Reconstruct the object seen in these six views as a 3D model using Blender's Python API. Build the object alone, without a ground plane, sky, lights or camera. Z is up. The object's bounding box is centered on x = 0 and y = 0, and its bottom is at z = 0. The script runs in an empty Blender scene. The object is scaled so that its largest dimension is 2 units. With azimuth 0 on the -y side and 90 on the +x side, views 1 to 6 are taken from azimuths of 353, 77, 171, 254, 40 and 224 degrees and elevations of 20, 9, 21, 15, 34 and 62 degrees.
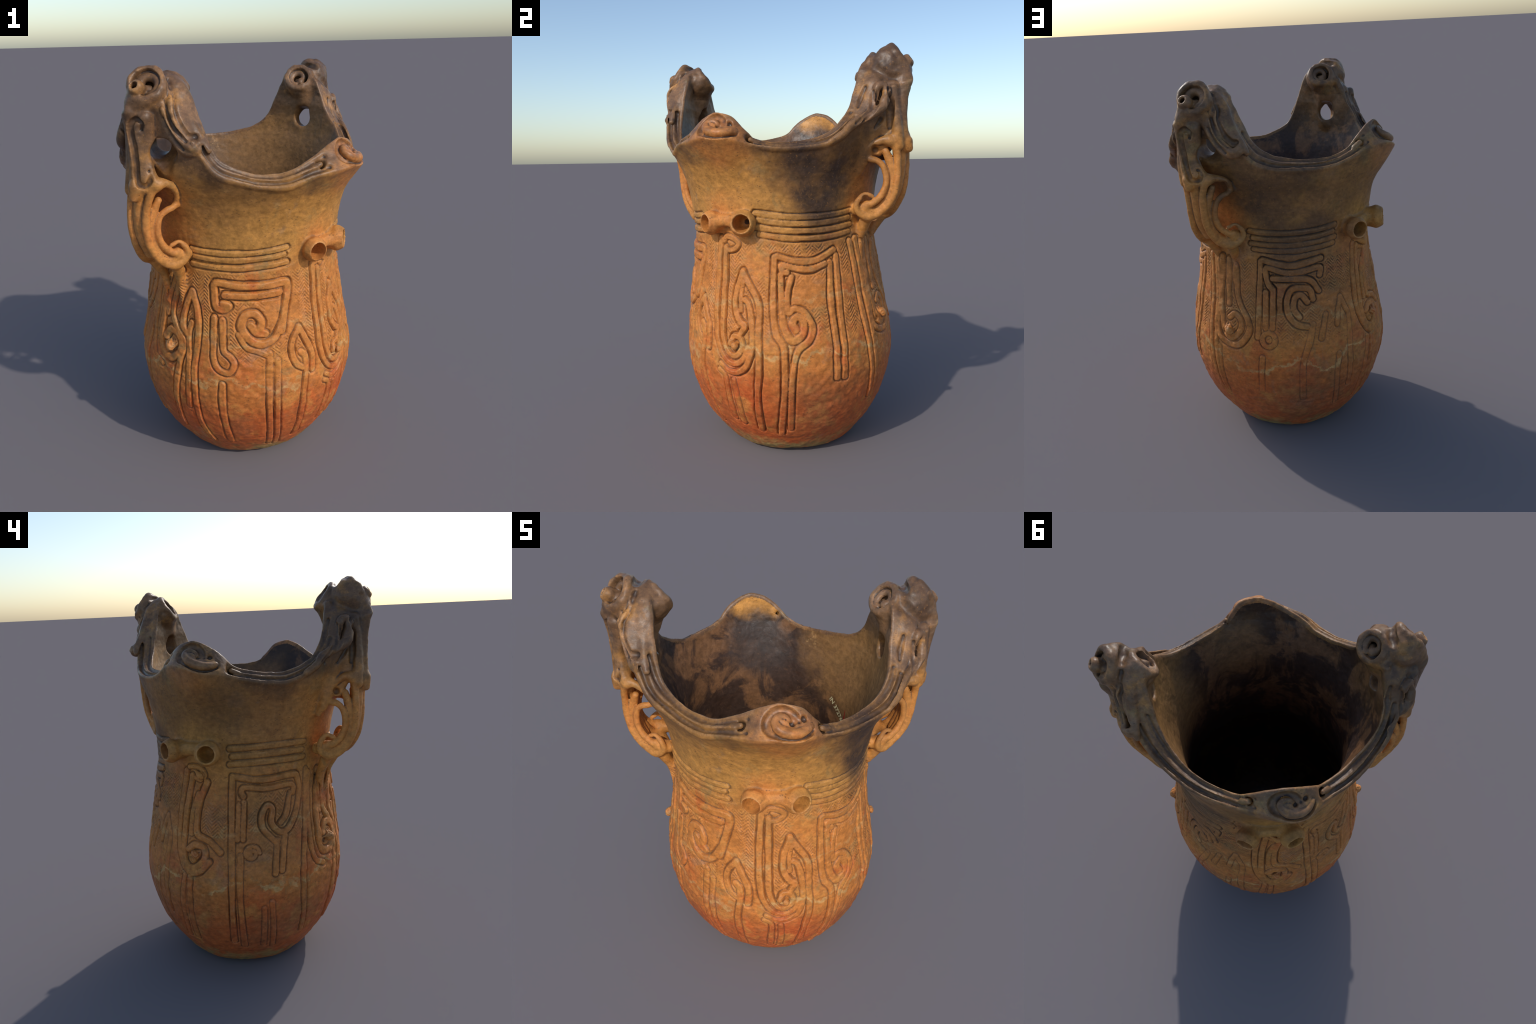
"""Earthenware cooking pot with a flared rim, two tall scrolled handles, two low spouts,
four little nozzles and applied clay cords.  The clay is one distance field (wall + rolled
coils, smoothly pressed together, with carved grooves) that is skinned with a fine mesh,
given its cord relief, and separated into its parts."""
import bpy
import numpy as np
from math import radians, sin, cos, pi
from mathutils import Matrix, Vector

rng = np.random.RandomState(7)
VOX = 0.0042

# ------------------------------------------------------------------ small helpers
def sstep(a, b, x):
    t = np.clip((x - a) / (b - a), 0, 1)
    return t * t * (3 - 2 * t)

def smin(a, b, k):
    h = np.clip(0.5 + 0.5 * (b - a) / k, 0, 1)
    return b + (a - b) * h - k * h * (1 - h)

def smax(a, b, k):
    return -smin(-a, -b, k)

def spline(pts, n=6):
    """Catmull-Rom through control points."""
    p = np.array(pts, float)
    if len(p) < 3:
        return p[:1] + (p[1:] - p[:1]) * np.linspace(0, 1, 4)[:, None] if len(p) == 2 else p
    q = np.vstack([2 * p[0] - p[1], p, 2 * p[-1] - p[-2]])
    out = []
    for i in range(1, len(q) - 2):
        a, b, c, d = q[i - 1], q[i], q[i + 1], q[i + 2]
        for t in np.linspace(0, 1, n, endpoint=False):
            out.append(0.5 * (2 * b + (c - a) * t + (2 * a - 5 * b + 4 * c - d) * t * t + (3 * b - a - 3 * c + d) * t ** 3))
    out.append(p[-1])
    return np.array(out)

class ValueNoise:
    def __init__(self, seed, n=24):
        self.g = np.random.RandomState(seed).uniform(-1, 1, (n, n, n)).astype(np.float32)
        self.n = n
    def __call__(self, P, scale):
        q = P * scale + 100.0
        i = np.floor(q).astype(int)
        f = q - i
        f = f * f * (3 - 2 * f)
        n, g, v = self.n, self.g, 0.0
        for dx in (0, 1):
            for dy in (0, 1):
                for dz in (0, 1):
                    w = (f[:, 0] if dx else 1 - f[:, 0]) * (f[:, 1] if dy else 1 - f[:, 1]) * (f[:, 2] if dz else 1 - f[:, 2])
                    v = v + w * g[(i[:, 0] + dx) % n, (i[:, 1] + dy) % n, (i[:, 2] + dz) % n]
        return v

def periodic(keys, blur=2.2):
    """Smooth periodic function of azimuth (degrees) through keys (az, value)."""
    k = sorted(keys)
    a = np.array([x[0] for x in k]); v = np.array([x[1] for x in k])
    a = np.concatenate([a - 360, a, a + 360]); v = np.concatenate([v, v, v])
    grid = np.arange(0, 360, 0.5)
    y = np.interp(grid, a, v)
    w = np.exp(-0.5 * (np.arange(-20, 21) * 0.5 / blur) ** 2); w /= w.sum()
    y = np.convolve(np.concatenate([y[-20:], y, y[:20]]), w, 'valid')
    gg = np.concatenate([grid, [360.0]]); yy = np.concatenate([y, y[:1]])
    return lambda az: np.interp(np.asarray(az) % 360, gg, yy)

# ------------------------------------------------------------------ the vessel wall
OUT_Z = [(-.006, 0.0), (-.006, .265), (0.0, .325), (.022, .367), (.08, .412), (.14, .456), (.2, .491), (.26, .517), (.32, .536), (.38, .551),
         (.44, .560), (.5, .564), (.56, .561), (.62, .554), (.68, .541), (.74, .529), (.8, .518), (.86, .507), (.92, .497),
         (.98, .488), (1.06, .479), (1.12, .476), (1.2, .479), (1.26, .487), (1.32, .496), (1.38, .508), (1.44, .524),
         (1.5, .546), (1.56, .562), (1.64, .575), (1.8, .585), (2.2, .59)]
IN_Z = [(.057, 0.0), (.061, .23), (.072, .29), (.10, .335), (.14, .375), (.2, .415), (.3, .460), (.4, .477), (.5, .482), (.6, .476), (.7, .465), (.8, .450),
        (.9, .436), (1.0, .425), (1.1, .418), (1.2, .420), (1.3, .428), (1.4, .443), (1.5, .464), (1.6, .481), (1.7, .480), (1.8, .468),
        (2.2, .455)]
OUT_Z, IN_Z = np.array(OUT_Z), np.array(IN_Z)

_SZ = [0, .60, .75, .98, 1.3, 1.45, 1.56, 2.2]
def axis_shift(z):
    """The neck leans a little off the body's axis."""
    return np.interp(z, _SZ, [-.004, -.003, -.003, -.003, -.004, -.006, -.008, -.008]), np.interp(z, _SZ, [.034, .032, .024, .017, .000, -.008, -.017, -.017])

def squash(z):
    """The pot is slightly flatter front to back."""
    return np.interp(z, _SZ, [.972, .972, .985, .988, .980, .990, 1.0, 1.0])

def ring_point(az, r, z):
    """Point at azimuth (deg) and radius on the level z of the leaning, slightly oval pot."""
    cx, cy = axis_shift(z)
    return np.stack([cx + r * np.sin(np.radians(az)), cy - squash(z) * r * np.cos(np.radians(az)), z + 0 * r], -1)

# inner edge of the rim: height and radius by azimuth (0 = front, counter-clockwise from above)
RIM_Z = periodic([(0, 1.556), (5.7, 1.551), (13, 1.55), (19, 1.566), (30, 1.612), (38, 1.65), (45, 1.672), (50, 1.664), (55.4, 1.648), (59.5, 1.60), (63.5, 1.568),
                  (66.5, 1.552), (73, 1.542), (80.5, 1.540), (89, 1.548), (96.7, 1.564), (102.3, 1.591), (107.4, 1.64), (112, 1.682), (115, 1.725),
                  (118.5, 1.80), (120.5, 1.85), (123, 1.89), (140, 1.92), (142, 1.915), (144, 1.89), (147, 1.835), (150.5, 1.775), (154, 1.71), (158.8, 1.658), (167.5, 1.618),
                  (180.5, 1.597), (190, 1.592), (199.4, 1.594), (206, 1.607), (211, 1.63), (216, 1.675), (223, 1.72), (230.6, 1.738), (237, 1.716), (243.5, 1.676), (249, 1.62),
                  (253, 1.602), (264, 1.581), (275, 1.575), (284, 1.598), (291, 1.639), (295.5, 1.69), (301, 1.772), (304.5, 1.84), (307.5, 1.89),
                  (326, 1.93), (329, 1.92), (332, 1.868), (335.5, 1.79), (338.8, 1.705), (341.7, 1.644), (345.3, 1.607), (352, 1.58)], 1.4)
RIM_LIFT = .006
BLUNT = periodic([(0, .004), (28, .006), (38, .016), (55, .016), (64, .006), (180, .004), (212, .006), (222, .016), (241, .016), (251, .006)], 2.0)   # width of the flat inner edge
RIM_R = periodic([(0, .487), (12, .49), (19, .515), (32, .522), (45, .530), (55.4, .540), (63, .528), (73, .515), (89, .513), (100, .53), (107.4, .546), (118, .52), (132, .50), (145, .495),
                  (155, .49), (168, .482), (180, .485), (200, .487), (210, .51), (218, .522), (230.6, .528), (243.5, .524), (253, .505), (264, .497), (275, .495), (284, .52), (293, .54), (303, .525),
                  (317, .50), (330, .50), (339, .512), (346, .50)], 2.5)
LIP_R = periodic([(0, .559), (10, .568), (17, .582), (28, .600), (37, .625), (45, .640), (54, .640), (60, .600), (66, .565), (80, .560), (90, .568), (100, .60), (107, .615), (132, .61), (154, .604),
                  (158, .592), (164, .575), (178, .552), (195, .546), (204, .548), (213, .57), (222, .612), (232, .648), (241, .636), (248, .582), (254, .567), (269, .564), (284, .575),
                  (292, .592), (318, .61), (338, .61), (341, .597), (345, .582), (352, .566)], 2.5)

rim_slope = periodic([(0, .66), (24, .74), (37, 1.20), (55, 1.22), (65, .74), (110, .68), (205, .68), (222, 1.18), (241, 1.18), (250, .72), (300, .68)], 2.5)

_iz = np.arange(0, 2.21, .01)
_or = np.interp(_iz, OUT_Z[1:, 0], OUT_Z[1:, 1]); _ir = np.interp(_iz, IN_Z[1:, 0], IN_Z[1:, 1])
_az = np.arange(0, 360.1, 1.0)
_zl = RIM_Z(_az) + RIM_LIFT - rim_slope(_az) * (LIP_R(_az) - RIM_R(_az) - BLUNT(_az))
LIP_Z = periodic(list(zip(_az[:-1], np.minimum(_zl, 1.70)[:-1])), 1.0)
_EXO = periodic(list(zip(_az[:-1], (LIP_R(_az) - np.interp(LIP_Z(_az), _iz, _or))[:-1])), 1.0)
_EXI = periodic(list(zip(_az[:-1], (RIM_R(_az) - np.interp(np.minimum(RIM_Z(_az), 1.75), _iz, _ir))[:-1])), 1.0)

# exact 2D distance tables of the two meridian profiles (radius x height)
def profile_table(prof, closed_top=2.3):
    R = np.arange(0, .86, .006); Z = np.arange(-.12, 2.21, .006)
    rr, zz = np.meshgrid(R, Z, indexing='ij')
    pl = [(r, z) for z, r in prof]
    pl = spline(pl, 3)
    d = np.full(rr.shape, 9.0)
    for a, b in zip(pl[:-1], pl[1:]):
        e = b - a; L = e @ e
        if L < 1e-12: continue
        t = np.clip(((rr - a[0]) * e[0] + (zz - a[1]) * e[1]) / L, 0, 1)
        d = np.minimum(d, np.hypot(rr - a[0] - t * e[0], zz - a[1] - t * e[1]))
    rin = np.interp(zz, pl[:, 1] + np.arange(len(pl)) * 1e-9, pl[:, 0])
    inside = (rr < rin) & (zz > prof[0][0])
    return np.where(inside, -d, d)
T_OUT, T_IN = profile_table(OUT_Z), profile_table(IN_Z)

def lookup(T, rho, z):
    x = np.clip(rho / .006, 0, T.shape[0] - 1.001); y = np.clip((z + .12) / .006, 0, T.shape[1] - 1.001)
    i, j = x.astype(int), y.astype(int); u, v = x - i, y - j
    return (T[i, j] * (1 - u) + T[i + 1, j] * u) * (1 - v) + (T[i, j + 1] * (1 - u) + T[i + 1, j + 1] * u) * v

def polar(P):
    cx, cy = axis_shift(P[:, 2])
    x, y = P[:, 0] - cx, (P[:, 1] - cy) / squash(P[:, 2])
    return np.hypot(x, y), np.degrees(np.arctan2(x, -y)) % 360

def wall_field(P):
    rho, az = polar(P); z = P[:, 2]
    lz = LIP_Z(az)
    exo = _EXO(az) * np.clip((z - 1.32) / np.maximum(lz - 1.32, .05), 0, 1.15) ** 1.58
    exi = _EXI(az) * np.clip((z - 1.32) / np.maximum(np.minimum(RIM_Z(az), 1.75) - 1.32, .05), 0, 1.1) ** 1.5
    outer = lookup(T_OUT, np.maximum(rho - exo, 0), z)
    inner = lookup(T_IN, np.maximum(rho - exi, 0), z)
    sl = rim_slope(az)
    top = (z - (RIM_Z(az) + RIM_LIFT - sl * np.clip(rho - RIM_R(az) - BLUNT(az), 0, .3))) / np.sqrt(1 + sl * sl)
    d = smax(outer, -inner, .012)
    return smax(d, top, .014)

def wall_point(az, z, off=0.0):
    """Point on the outside of the wall at azimuth (deg) and height."""
    az, z = np.asarray(az, float), np.asarray(z, float)
    r = np.interp(z, OUT_Z[1:, 0], OUT_Z[1:, 1]) + _EXO(az) * np.clip((z - 1.32) / np.maximum(LIP_Z(az) - 1.32, .05), 0, 1.15) ** 1.58 + off
    return ring_point(az, r, z)

def rim_point(az, f, off=0.0):
    """Point on the sloping rim face, f = 0 at its inner and 1 at its outer edge."""
    az = np.asarray(az, float)
    r0 = RIM_R(az) + BLUNT(az)
    r = r0 + f * (LIP_R(az) - r0)
    z = RIM_Z(az) + RIM_LIFT - rim_slope(az) * (r - r0)
    sl = rim_slope(az); q = np.sqrt(1 + sl * sl)
    return ring_point(az, r + off * sl / q, z + off / q)

# ------------------------------------------------------------------ coils and carvings
class Coil:
    """A rolled strip of clay (or the tool that carves one): round cone segments along a path."""
    def __init__(self, pts, rad, k=.012, cut=False, smooth=True, n=5):
        pts = np.array(pts, float)
        rad = np.broadcast_to(np.asarray(rad, float), (len(pts),))
        q = np.column_stack([pts, rad])
        if smooth and len(pts) > 2: q = spline(q, n)
        self.p, self.r, self.k, self.cut = q[:, :3], q[:, 3], k, cut
        pad = self.r.max() + k + 2.5 * VOX
        self.lo, self.hi = self.p.min(0) - pad, self.p.max(0) + pad
    def field(self, P):
        d = np.full(len(P), 9.0)
        if len(self.p) == 1:
            return np.linalg.norm(P - self.p[0], axis=1) - self.r[0]
        for a, b, ra, rb in zip(self.p[:-1], self.p[1:], self.r[:-1], self.r[1:]):
            e = b - a; L = e @ e
            if L < 1e-12: continue
            v = P - a
            t = np.clip(v @ e / L, 0, 1)
            w = v - t[:, None] * e
            d = np.minimum(d, np.sqrt(np.einsum('ij,ij->i', w, w)) - (ra + (rb - ra) * t))
        return d

class Slab:
    """Flattened blob of clay: ellipsoid with its own axes."""
    def __init__(self, c, axes, rad, k=.02, cut=False):
        self.c, self.A, self.s, self.k, self.cut = np.array(c), np.array(axes, float), np.array(rad, float), k, cut
        pad = max(rad) + k + 2.5 * VOX
        self.lo, self.hi = self.c - pad, self.c + pad
    def field(self, P):
        q = (P - self.c) @ self.A.T
        k0 = np.linalg.norm(q / self.s, axis=1); k1 = np.linalg.norm(q / self.s ** 2, axis=1)
        return k0 * (k0 - 1) / np.maximum(k1, 1e-6)

clay = []                       # pressed together in order

def add(*a, **k): clay.append(Coil(*a, **k))

def field_now(P):
    d = wall_field(P)
    for s in clay:
        m = np.all((P > s.lo) & (P < s.hi), axis=1)
        if m.any():
            f = s.field(P[m]); d[m] = smax(d[m], -f, s.k) if s.cut else smin(d[m], f, s.k)
    return d

def snap(pts, d, off=0.0):
    """Lay a path on the clay made so far, seen along direction d (pointing outwards)."""
    pts = np.array(pts, float); d = np.array(d) / np.linalg.norm(d)
    s = np.linspace(.05, -.05, 41)
    f = field_now((pts[:, None] + s[:, None] * d).reshape(-1, 3)).reshape(len(pts), -1) < 0
    k = np.where(f.any(1), np.argmax(f, 1), 20)
    return pts + (s[k] + off)[:, None] * d

# ---- the two tall handles, described in their own frame: t = sideways, r = outwards, z = up
def handle(az0, dz_top, swing, dz_ear, spread):
    er = np.array([sin(radians(az0)), -cos(radians(az0)), 0]); et = np.array([cos(radians(az0)), sin(radians(az0)), 0])
    c = np.array([-.005, 0, 0])
    def W(pts):
        p = np.atleast_2d(np.array(pts, float))
        z = p[:, 2] + dz_top * sstep(1.55, 1.8, p[:, 2]) + dz_ear * sstep(1.58, 1.46, p[:, 2])
        t = p[:, 0] + swing * sstep(1.66, 1.40, p[:, 2])
        return c + t[:, None] * et + p[:, 1:2] * er + z[:, None] * np.array([0, 0, 1.0])
    def coil(pts, rad, **k): add(W(pts), rad, **k)
    def vec(t, r, z): return t * et + r * er + np.array([0, 0, z])

    # back plate of the crown, filled left cheek, front fin with its chin
    coil([(0, .535, 1.62), (0, .535, 1.75), (.0, .53, 1.86)], [.040, .05, .064], k=.03)
    coil([(-.09, .56, 1.80), (-.10, .56, 1.65), (-.095, .55, 1.54), (-.10, .53, 1.46), (-.10, .50, 1.40)], [.048, .048, .036, .026, .012], k=.03)
    coil([(-.06, .61, 1.80), (-.06, .615, 1.66), (-.055, .61, 1.55), (-.06, .58, 1.49)], [.038, .038, .032, .022], k=.03)
    coil([(-.015, .650, 1.815), (-.016, .648, 1.72), (-.010, .652, 1.60), (-.006, .662, 1.53)], [.046, .046, .044, .038], k=.02)
    coil([(.020, .660, 1.80), (.014, .645, 1.70), (.014, .648, 1.60), (.010, .655, 1.53)], [.036, .026, .026, .028], k=.015)
    coil([(-.03, .686, 1.815), (-.03, .678, 1.70), (-.02, .676, 1.58), (-.006, .684, 1.52)], [.032, .028, .028, .026], k=.015)
    coil([(-.012, .668, 1.855), (-.022, .694, 1.832)], [.05, .030], k=.015)                    # ledge under the crown
    coil([(-.004, .690, 1.535), (.0, .700, 1.505)], [.030, .020], k=.015)                      # chin
    # left pillar beside the fin
    coil([(-.068, .648, 1.80), (-.064, .660, 1.70), (-.060, .668, 1.60), (-.05, .672, 1.52)], [.028, .024, .024, .026], k=.010)
    # tunnel: in through the wall, out under the right side
    add(W([(-.02, .40, 1.735), (-.02, .50, 1.730), (-.012, .545, 1.715)]), [.036, .036, .030], k=.012, cut=True)
    add(W([(-.02, .38, 1.695), (-.015, .50, 1.690), (-.005, .56, 1.68), (.03, .595, 1.665)]), [.050, .046, .046, .048], k=.012, cut=True)
    add(W([(.018, .588, 1.690), (.058, .60, 1.668), (.090, .655, 1.655), (.13, .74, 1.65)]), [.046, .056, .056, .054], k=.012, cut=True)
    add(W([(.045, .600, 1.655), (.065, .62, 1.60), (.095, .65, 1.565), (.14, .70, 1.555)]), [.042, .040, .036, .034], k=.012, cut=True)
    coil([(.028, .655, 1.59), (.036, .660, 1.56), (.036, .658, 1.53)], [.022, .030, .028], k=.02)       # broad foot of the fin

    # ears: a broad strap with two cords and a channel between, curling into a scroll at each end
    coil([(0, .650, 1.54), (0, .656, 1.46), (0, .650, 1.38), (0, .634, 1.31), (0, .608, 1.25)], [.034, .032, .032, .032, .028], k=.015)
    outer = [(.088, .536, 1.470), (.096, .552, 1.505), (.089, .588, 1.533), (.071, .630, 1.545), (.056, .658, 1.520), (.046, .668, 1.465), (.042, .668, 1.390), (.042, .660, 1.330),
             (.044, .648, 1.285), (.050, .622, 1.240), (.060, .590, 1.205), (.080, .556, 1.188), (.101, .526, 1.198), (.116, .508, 1.228), (.116, .515, 1.266), (.101, .540, 1.294), (.084, .568, 1.286)]
    inner = [(.088, .536, 1.470), (.090, .562, 1.456), (.082, .588, 1.449), (.071, .611, 1.425), (.065, .624, 1.380), (.065, .621, 1.330), (.071, .602, 1.286), (.079, .580, 1.262),
             (.087, .560, 1.249), (.091, .548, 1.252)]
    web = [(.056, .616, 1.490), (.048, .628, 1.455), (.041, .637, 1.41), (.037, .635, 1.35), (.039, .620, 1.29), (.045, .594, 1.24), (.060, .566, 1.215), (.078, .540, 1.225), (.088, .528, 1.245)]
    for m in (1, -1):
        M = lambda pts: [(m * (t + (spread - 1) * max(0, t - .03)), r, z) for t, r, z in pts]
        coil(M(web), [.018, .022, .024, .024, .025, .026, .025, .022, .018], k=.006)
        coil(M(outer), [.0145, .0150, .0165, .0175, .018, .018, .018, .018, .018, .018, .0175, .0165, .0145, .0135, .013, .0125, .010], k=.004)
        coil(M(inner), [.0145, .0155, .0160, .0155, .0155, .0155, .0160, .0165, .0170, .0150], k=.004)
        coil(M([(.080, .580, 1.496), (.100, .590, 1.502), (.135, .605, 1.508)]), [.017, .020, .022], k=.004, cut=True)
        coil(M([(.094, .545, 1.276), (.118, .553, 1.282), (.14, .56, 1.29)]), [.011, .014, .016], k=.004, cut=True)
        # collar and foot that press the scroll on to the wall
        coil(M([(.072, .54, 1.20), (.060, .512, 1.15), (.05, .486, 1.09), (.046, .478, 1.02), (.044, .472, .96)]), [.028, .026, .020, .014, .009], k=.02)
        coil(M([(.085, .535, 1.235), (.088, .490, 1.225)]), [.026, .030], k=.012)
        coil(M([(.086, .535, 1.465), (.084, .505, 1.465)]), [.018, .018], k=.010)
        coil(M([(.066, .640, 1.54), (.035, .655, 1.555), (.01, .662, 1.56)]), [.024, .028, .030], k=.02)
    add(W([(.012, .715, 1.475), (.006, .705, 1.41), (.0, .700, 1.33), (.0, .672, 1.24), (.0, .625, 1.175), (.0, .57, 1.12)]), [.012, .015, .015, .015, .014, .010], k=.008, cut=True)

    # cords that climb from the rim: a loop on the left cheek, a turned-up end on the right
    add(np.vstack([[rim_point(az0 + a, .95, -.002) for a in (-33, -28, -23)], W([(-.152, .632, 1.695), (-.128, .640, 1.735)])]), [.016, .020, .022, .023, .023], k=.006)
    coil([(-.145, .634, 1.705), (-.116, .640, 1.760), (-.114, .628, 1.803), (-.136, .606, 1.796), (-.150, .597, 1.74),
          (-.172, .590, 1.69), (-.205, .575, 1.64)], [.022, .022, .021, .019, .017, .016, .012], k=.006)
    coil([(-.085, .525, 1.87), (-.115, .53, 1.80), (-.145, .535, 1.73), (-.185, .535, 1.68)], [.022, .018, .015, .012], k=.010)
    coil([(.045, .615, 1.87), (.072, .614, 1.80), (.10, .606, 1.745), (.135, .596, 1.695), (.172, .586, 1.668), (.205, .570, 1.674), (.210, .558, 1.70)],
         [.024, .021, .021, .022, .023, .021, .015], k=.006)
    coil([(.04, .570, 1.91), (.075, .572, 1.84), (.105, .566, 1.775), (.14, .560, 1.725), (.168, .555, 1.70)], [.020, .017, .016, .014, .010], k=.006)
    coil([(.075, .53, 1.90), (.115, .535, 1.83), (.155, .54, 1.765), (.20, .54, 1.71), (.23, .535, 1.67)], [.036, .032, .028, .022, .014], k=.014)
    # crown: outward cup and inward cup, each with a curl of clay inside
    n1 = vec(.38, .70, .55); n1 /= np.linalg.norm(n1)
    m1 = W([(.024, .644, 1.934)])[0]
    up = np.array([0, 0, 1.0]); u1 = up - (up @ n1) * n1; u1 /= np.linalg.norm(u1); v1 = np.cross(n1, u1)
    clay.append(Slab(m1 - .062 * n1, [u1, v1, n1], [.094, .088, .090], k=.02))
    add([m1 - .012 * n1 + .066 * (cos(a) * u1 * 1.02 + sin(a) * v1 * .92) for a in np.linspace(0, 2 * pi, 15)], .019, k=.010)
    coil([(.0, .575, 1.81), (.012, .60, 1.87)], [.055, .066], k=.025)
    cup(m1, n1, .060, .060, +1)
    n2 = vec(-.42, -.70, .58); n2 /= np.linalg.norm(n2)
    m2 = W([(-.003, .474, 1.914)])[0]
    u2 = up - (up @ n2) * n2; u2 /= np.linalg.norm(u2); v2 = np.cross(n2, u2)
    coil([(-.014, .520, 1.80), (-.010, .508, 1.86)], [.045, .062], k=.03)
    clay.append(Slab(m2 - .045 * n2, [u2, v2, n2], [.083, .080, .070], k=.015))
    add([m2 - .008 * n2 + .060 * (cos(a) * u2 + sin(a) * v2) for a in np.linspace(0, 2 * pi, 15)], .018, k=.008)
    cup(m2, n2, .050, .050, -1)
    # lines pressed and strips laid along the flanks and the front
    right, left, front = vec(.62, .78, .15), vec(-.82, .55, .1), vec(.1, 1, .05)
    def press(pts, rad, d, off=0.0, k=.004): add(snap(W(pts), d, off), rad, k=k, cut=True)
    def strip(pts, rad, d, off): add(snap(W(pts), d, off), rad, k=.005)
    strip([(.066, .557, 1.92), (.079, .56, 1.875), (.1, .587, 1.832), (.140, .61, 1.776), (.164, .608, 1.740)], [.010, .013, .013, .012, .009], right, -.004)
    strip([(.090, .619, 1.83), (.118, .626, 1.776), (.147, .618, 1.732), (.176, .604, 1.700), (.197, .592, 1.682), (.208, .565, 1.70)], [.014, .015, .015, .016, .016, .013], right, -.003)
    press([(.080, .605, 1.87), (.088, .60, 1.83), (.124, .622, 1.785), (.152, .618, 1.742), (.178, .605, 1.712)], [.006, .009, .010, .010, .008], right, .001)
    press([(.052, .54, 1.94), (.074, .546, 1.901), (.088, .55, 1.865), (.106, .573, 1.83), (.136, .59, 1.79), (.160, .592, 1.755), (.180, .580, 1.728), (.196, .566, 1.728)],
          [.010, .011, .010, .010, .011, .013, .016, .013], right, .001)
    press([(.088, .627, 1.80), (.106, .628, 1.762), (.134, .621, 1.716), (.164, .61, 1.678)], [.008, .010, .010, .008], right, .003)
    press([(-.162, .594, 1.780), (-.160, .590, 1.739), (-.164, .588, 1.705), (-.190, .571, 1.655), (-.235, .552, 1.615)], [.009, .012, .012, .011, .009], left, .002)
    press([(-.146, .604, 1.772), (-.147, .610, 1.738), (-.172, .612, 1.695), (-.205, .60, 1.652), (-.240, .578, 1.612)], [.006, .009, .009, .009, .007], left, .001)
    press([(-.172, .566, 1.805), (-.196, .557, 1.750), (-.215, .553, 1.708)], [.010, .013, .008], left, .002)
    press([(-.100, .618, 1.825), (-.092, .640, 1.769), (-.092, .637, 1.705), (-.106, .613, 1.645), (-.124, .59, 1.60)], [.008, .011, .012, .012, .008], left, .002)
    press([(-.092, .648, 1.765), (-.088, .648, 1.705), (-.084, .644, 1.65), (-.080, .64, 1.60)], [.012, .017, .017, .012], left, .004)
    press([(.020, .69, 1.757), (.030, .697, 1.785), (.008, .703, 1.800), (-.012, .71, 1.780), (-.017, .712, 1.736), (-.013, .71, 1.682), (-.006, .709, 1.615), (.004, .704, 1.572),
           (.022, .70, 1.545), (.046, .692, 1.540), (.062, .685, 1.560), (.058, .682, 1.585), (.044, .682, 1.592)],
          [.009, .011, .013, .014, .015, .015, .015, .015, .014, .013, .012, .010, .007], front, -.002)
    # valley between the two cups, and the crease under the larger one
    add(W([(-.11, .545, 1.98), (-.01, .552, 1.968), (.08, .556, 1.98)]), [.022, .018, .020], k=.010, cut=True)
    add(W([(-.105, .635, 1.815), (-.055, .712, 1.838), (.0, .745, 1.85), (.055, .725, 1.842)]), [.010, .013, .016, .012], k=.010, cut=True)

def cup(m, n, rad, depth, turn):
    up = np.array([0, 0, 1.0]); u = up - (up @ n) * n; u /= np.linalg.norm(u); v = np.cross(n, u)
    add(np.array([m + .06 * n, m - depth * .3 * n, m - depth * n]), [rad * 1.05, rad * .92, rad * .60], k=.006, cut=True)
    # a strip of clay coils from the lower rim to the middle
    i = np.arange(16) / 15
    th = turn * (pi * 1.15 + i * 2 * pi * 1.05)
    s = rad * (.92 - .66 * i)
    add([m - depth * (.30 + .25 * i[j]) * n + s[j] * (cos(th[j]) * u + sin(th[j]) * v) for j in range(16)], rad * np.linspace(.34, .26, 16), k=.005)
    add([m - depth * .95 * n - .45 * rad * u, m - depth * .40 * n - .42 * rad * u + .2 * turn * rad * v], [rad * .55, rad * .42], k=.012)
    if turn > 0:      # broken little tube standing out of the larger cup
        q = m - .46 * rad * u + .48 * rad * v
        add([q - .05 * n, q + .006 * n], [.034, .032], k=.006)
        add([q + .07 * n + .006 * v, q - .012 * n + .006 * v], [.019, .013], k=.004, cut=True)

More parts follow.
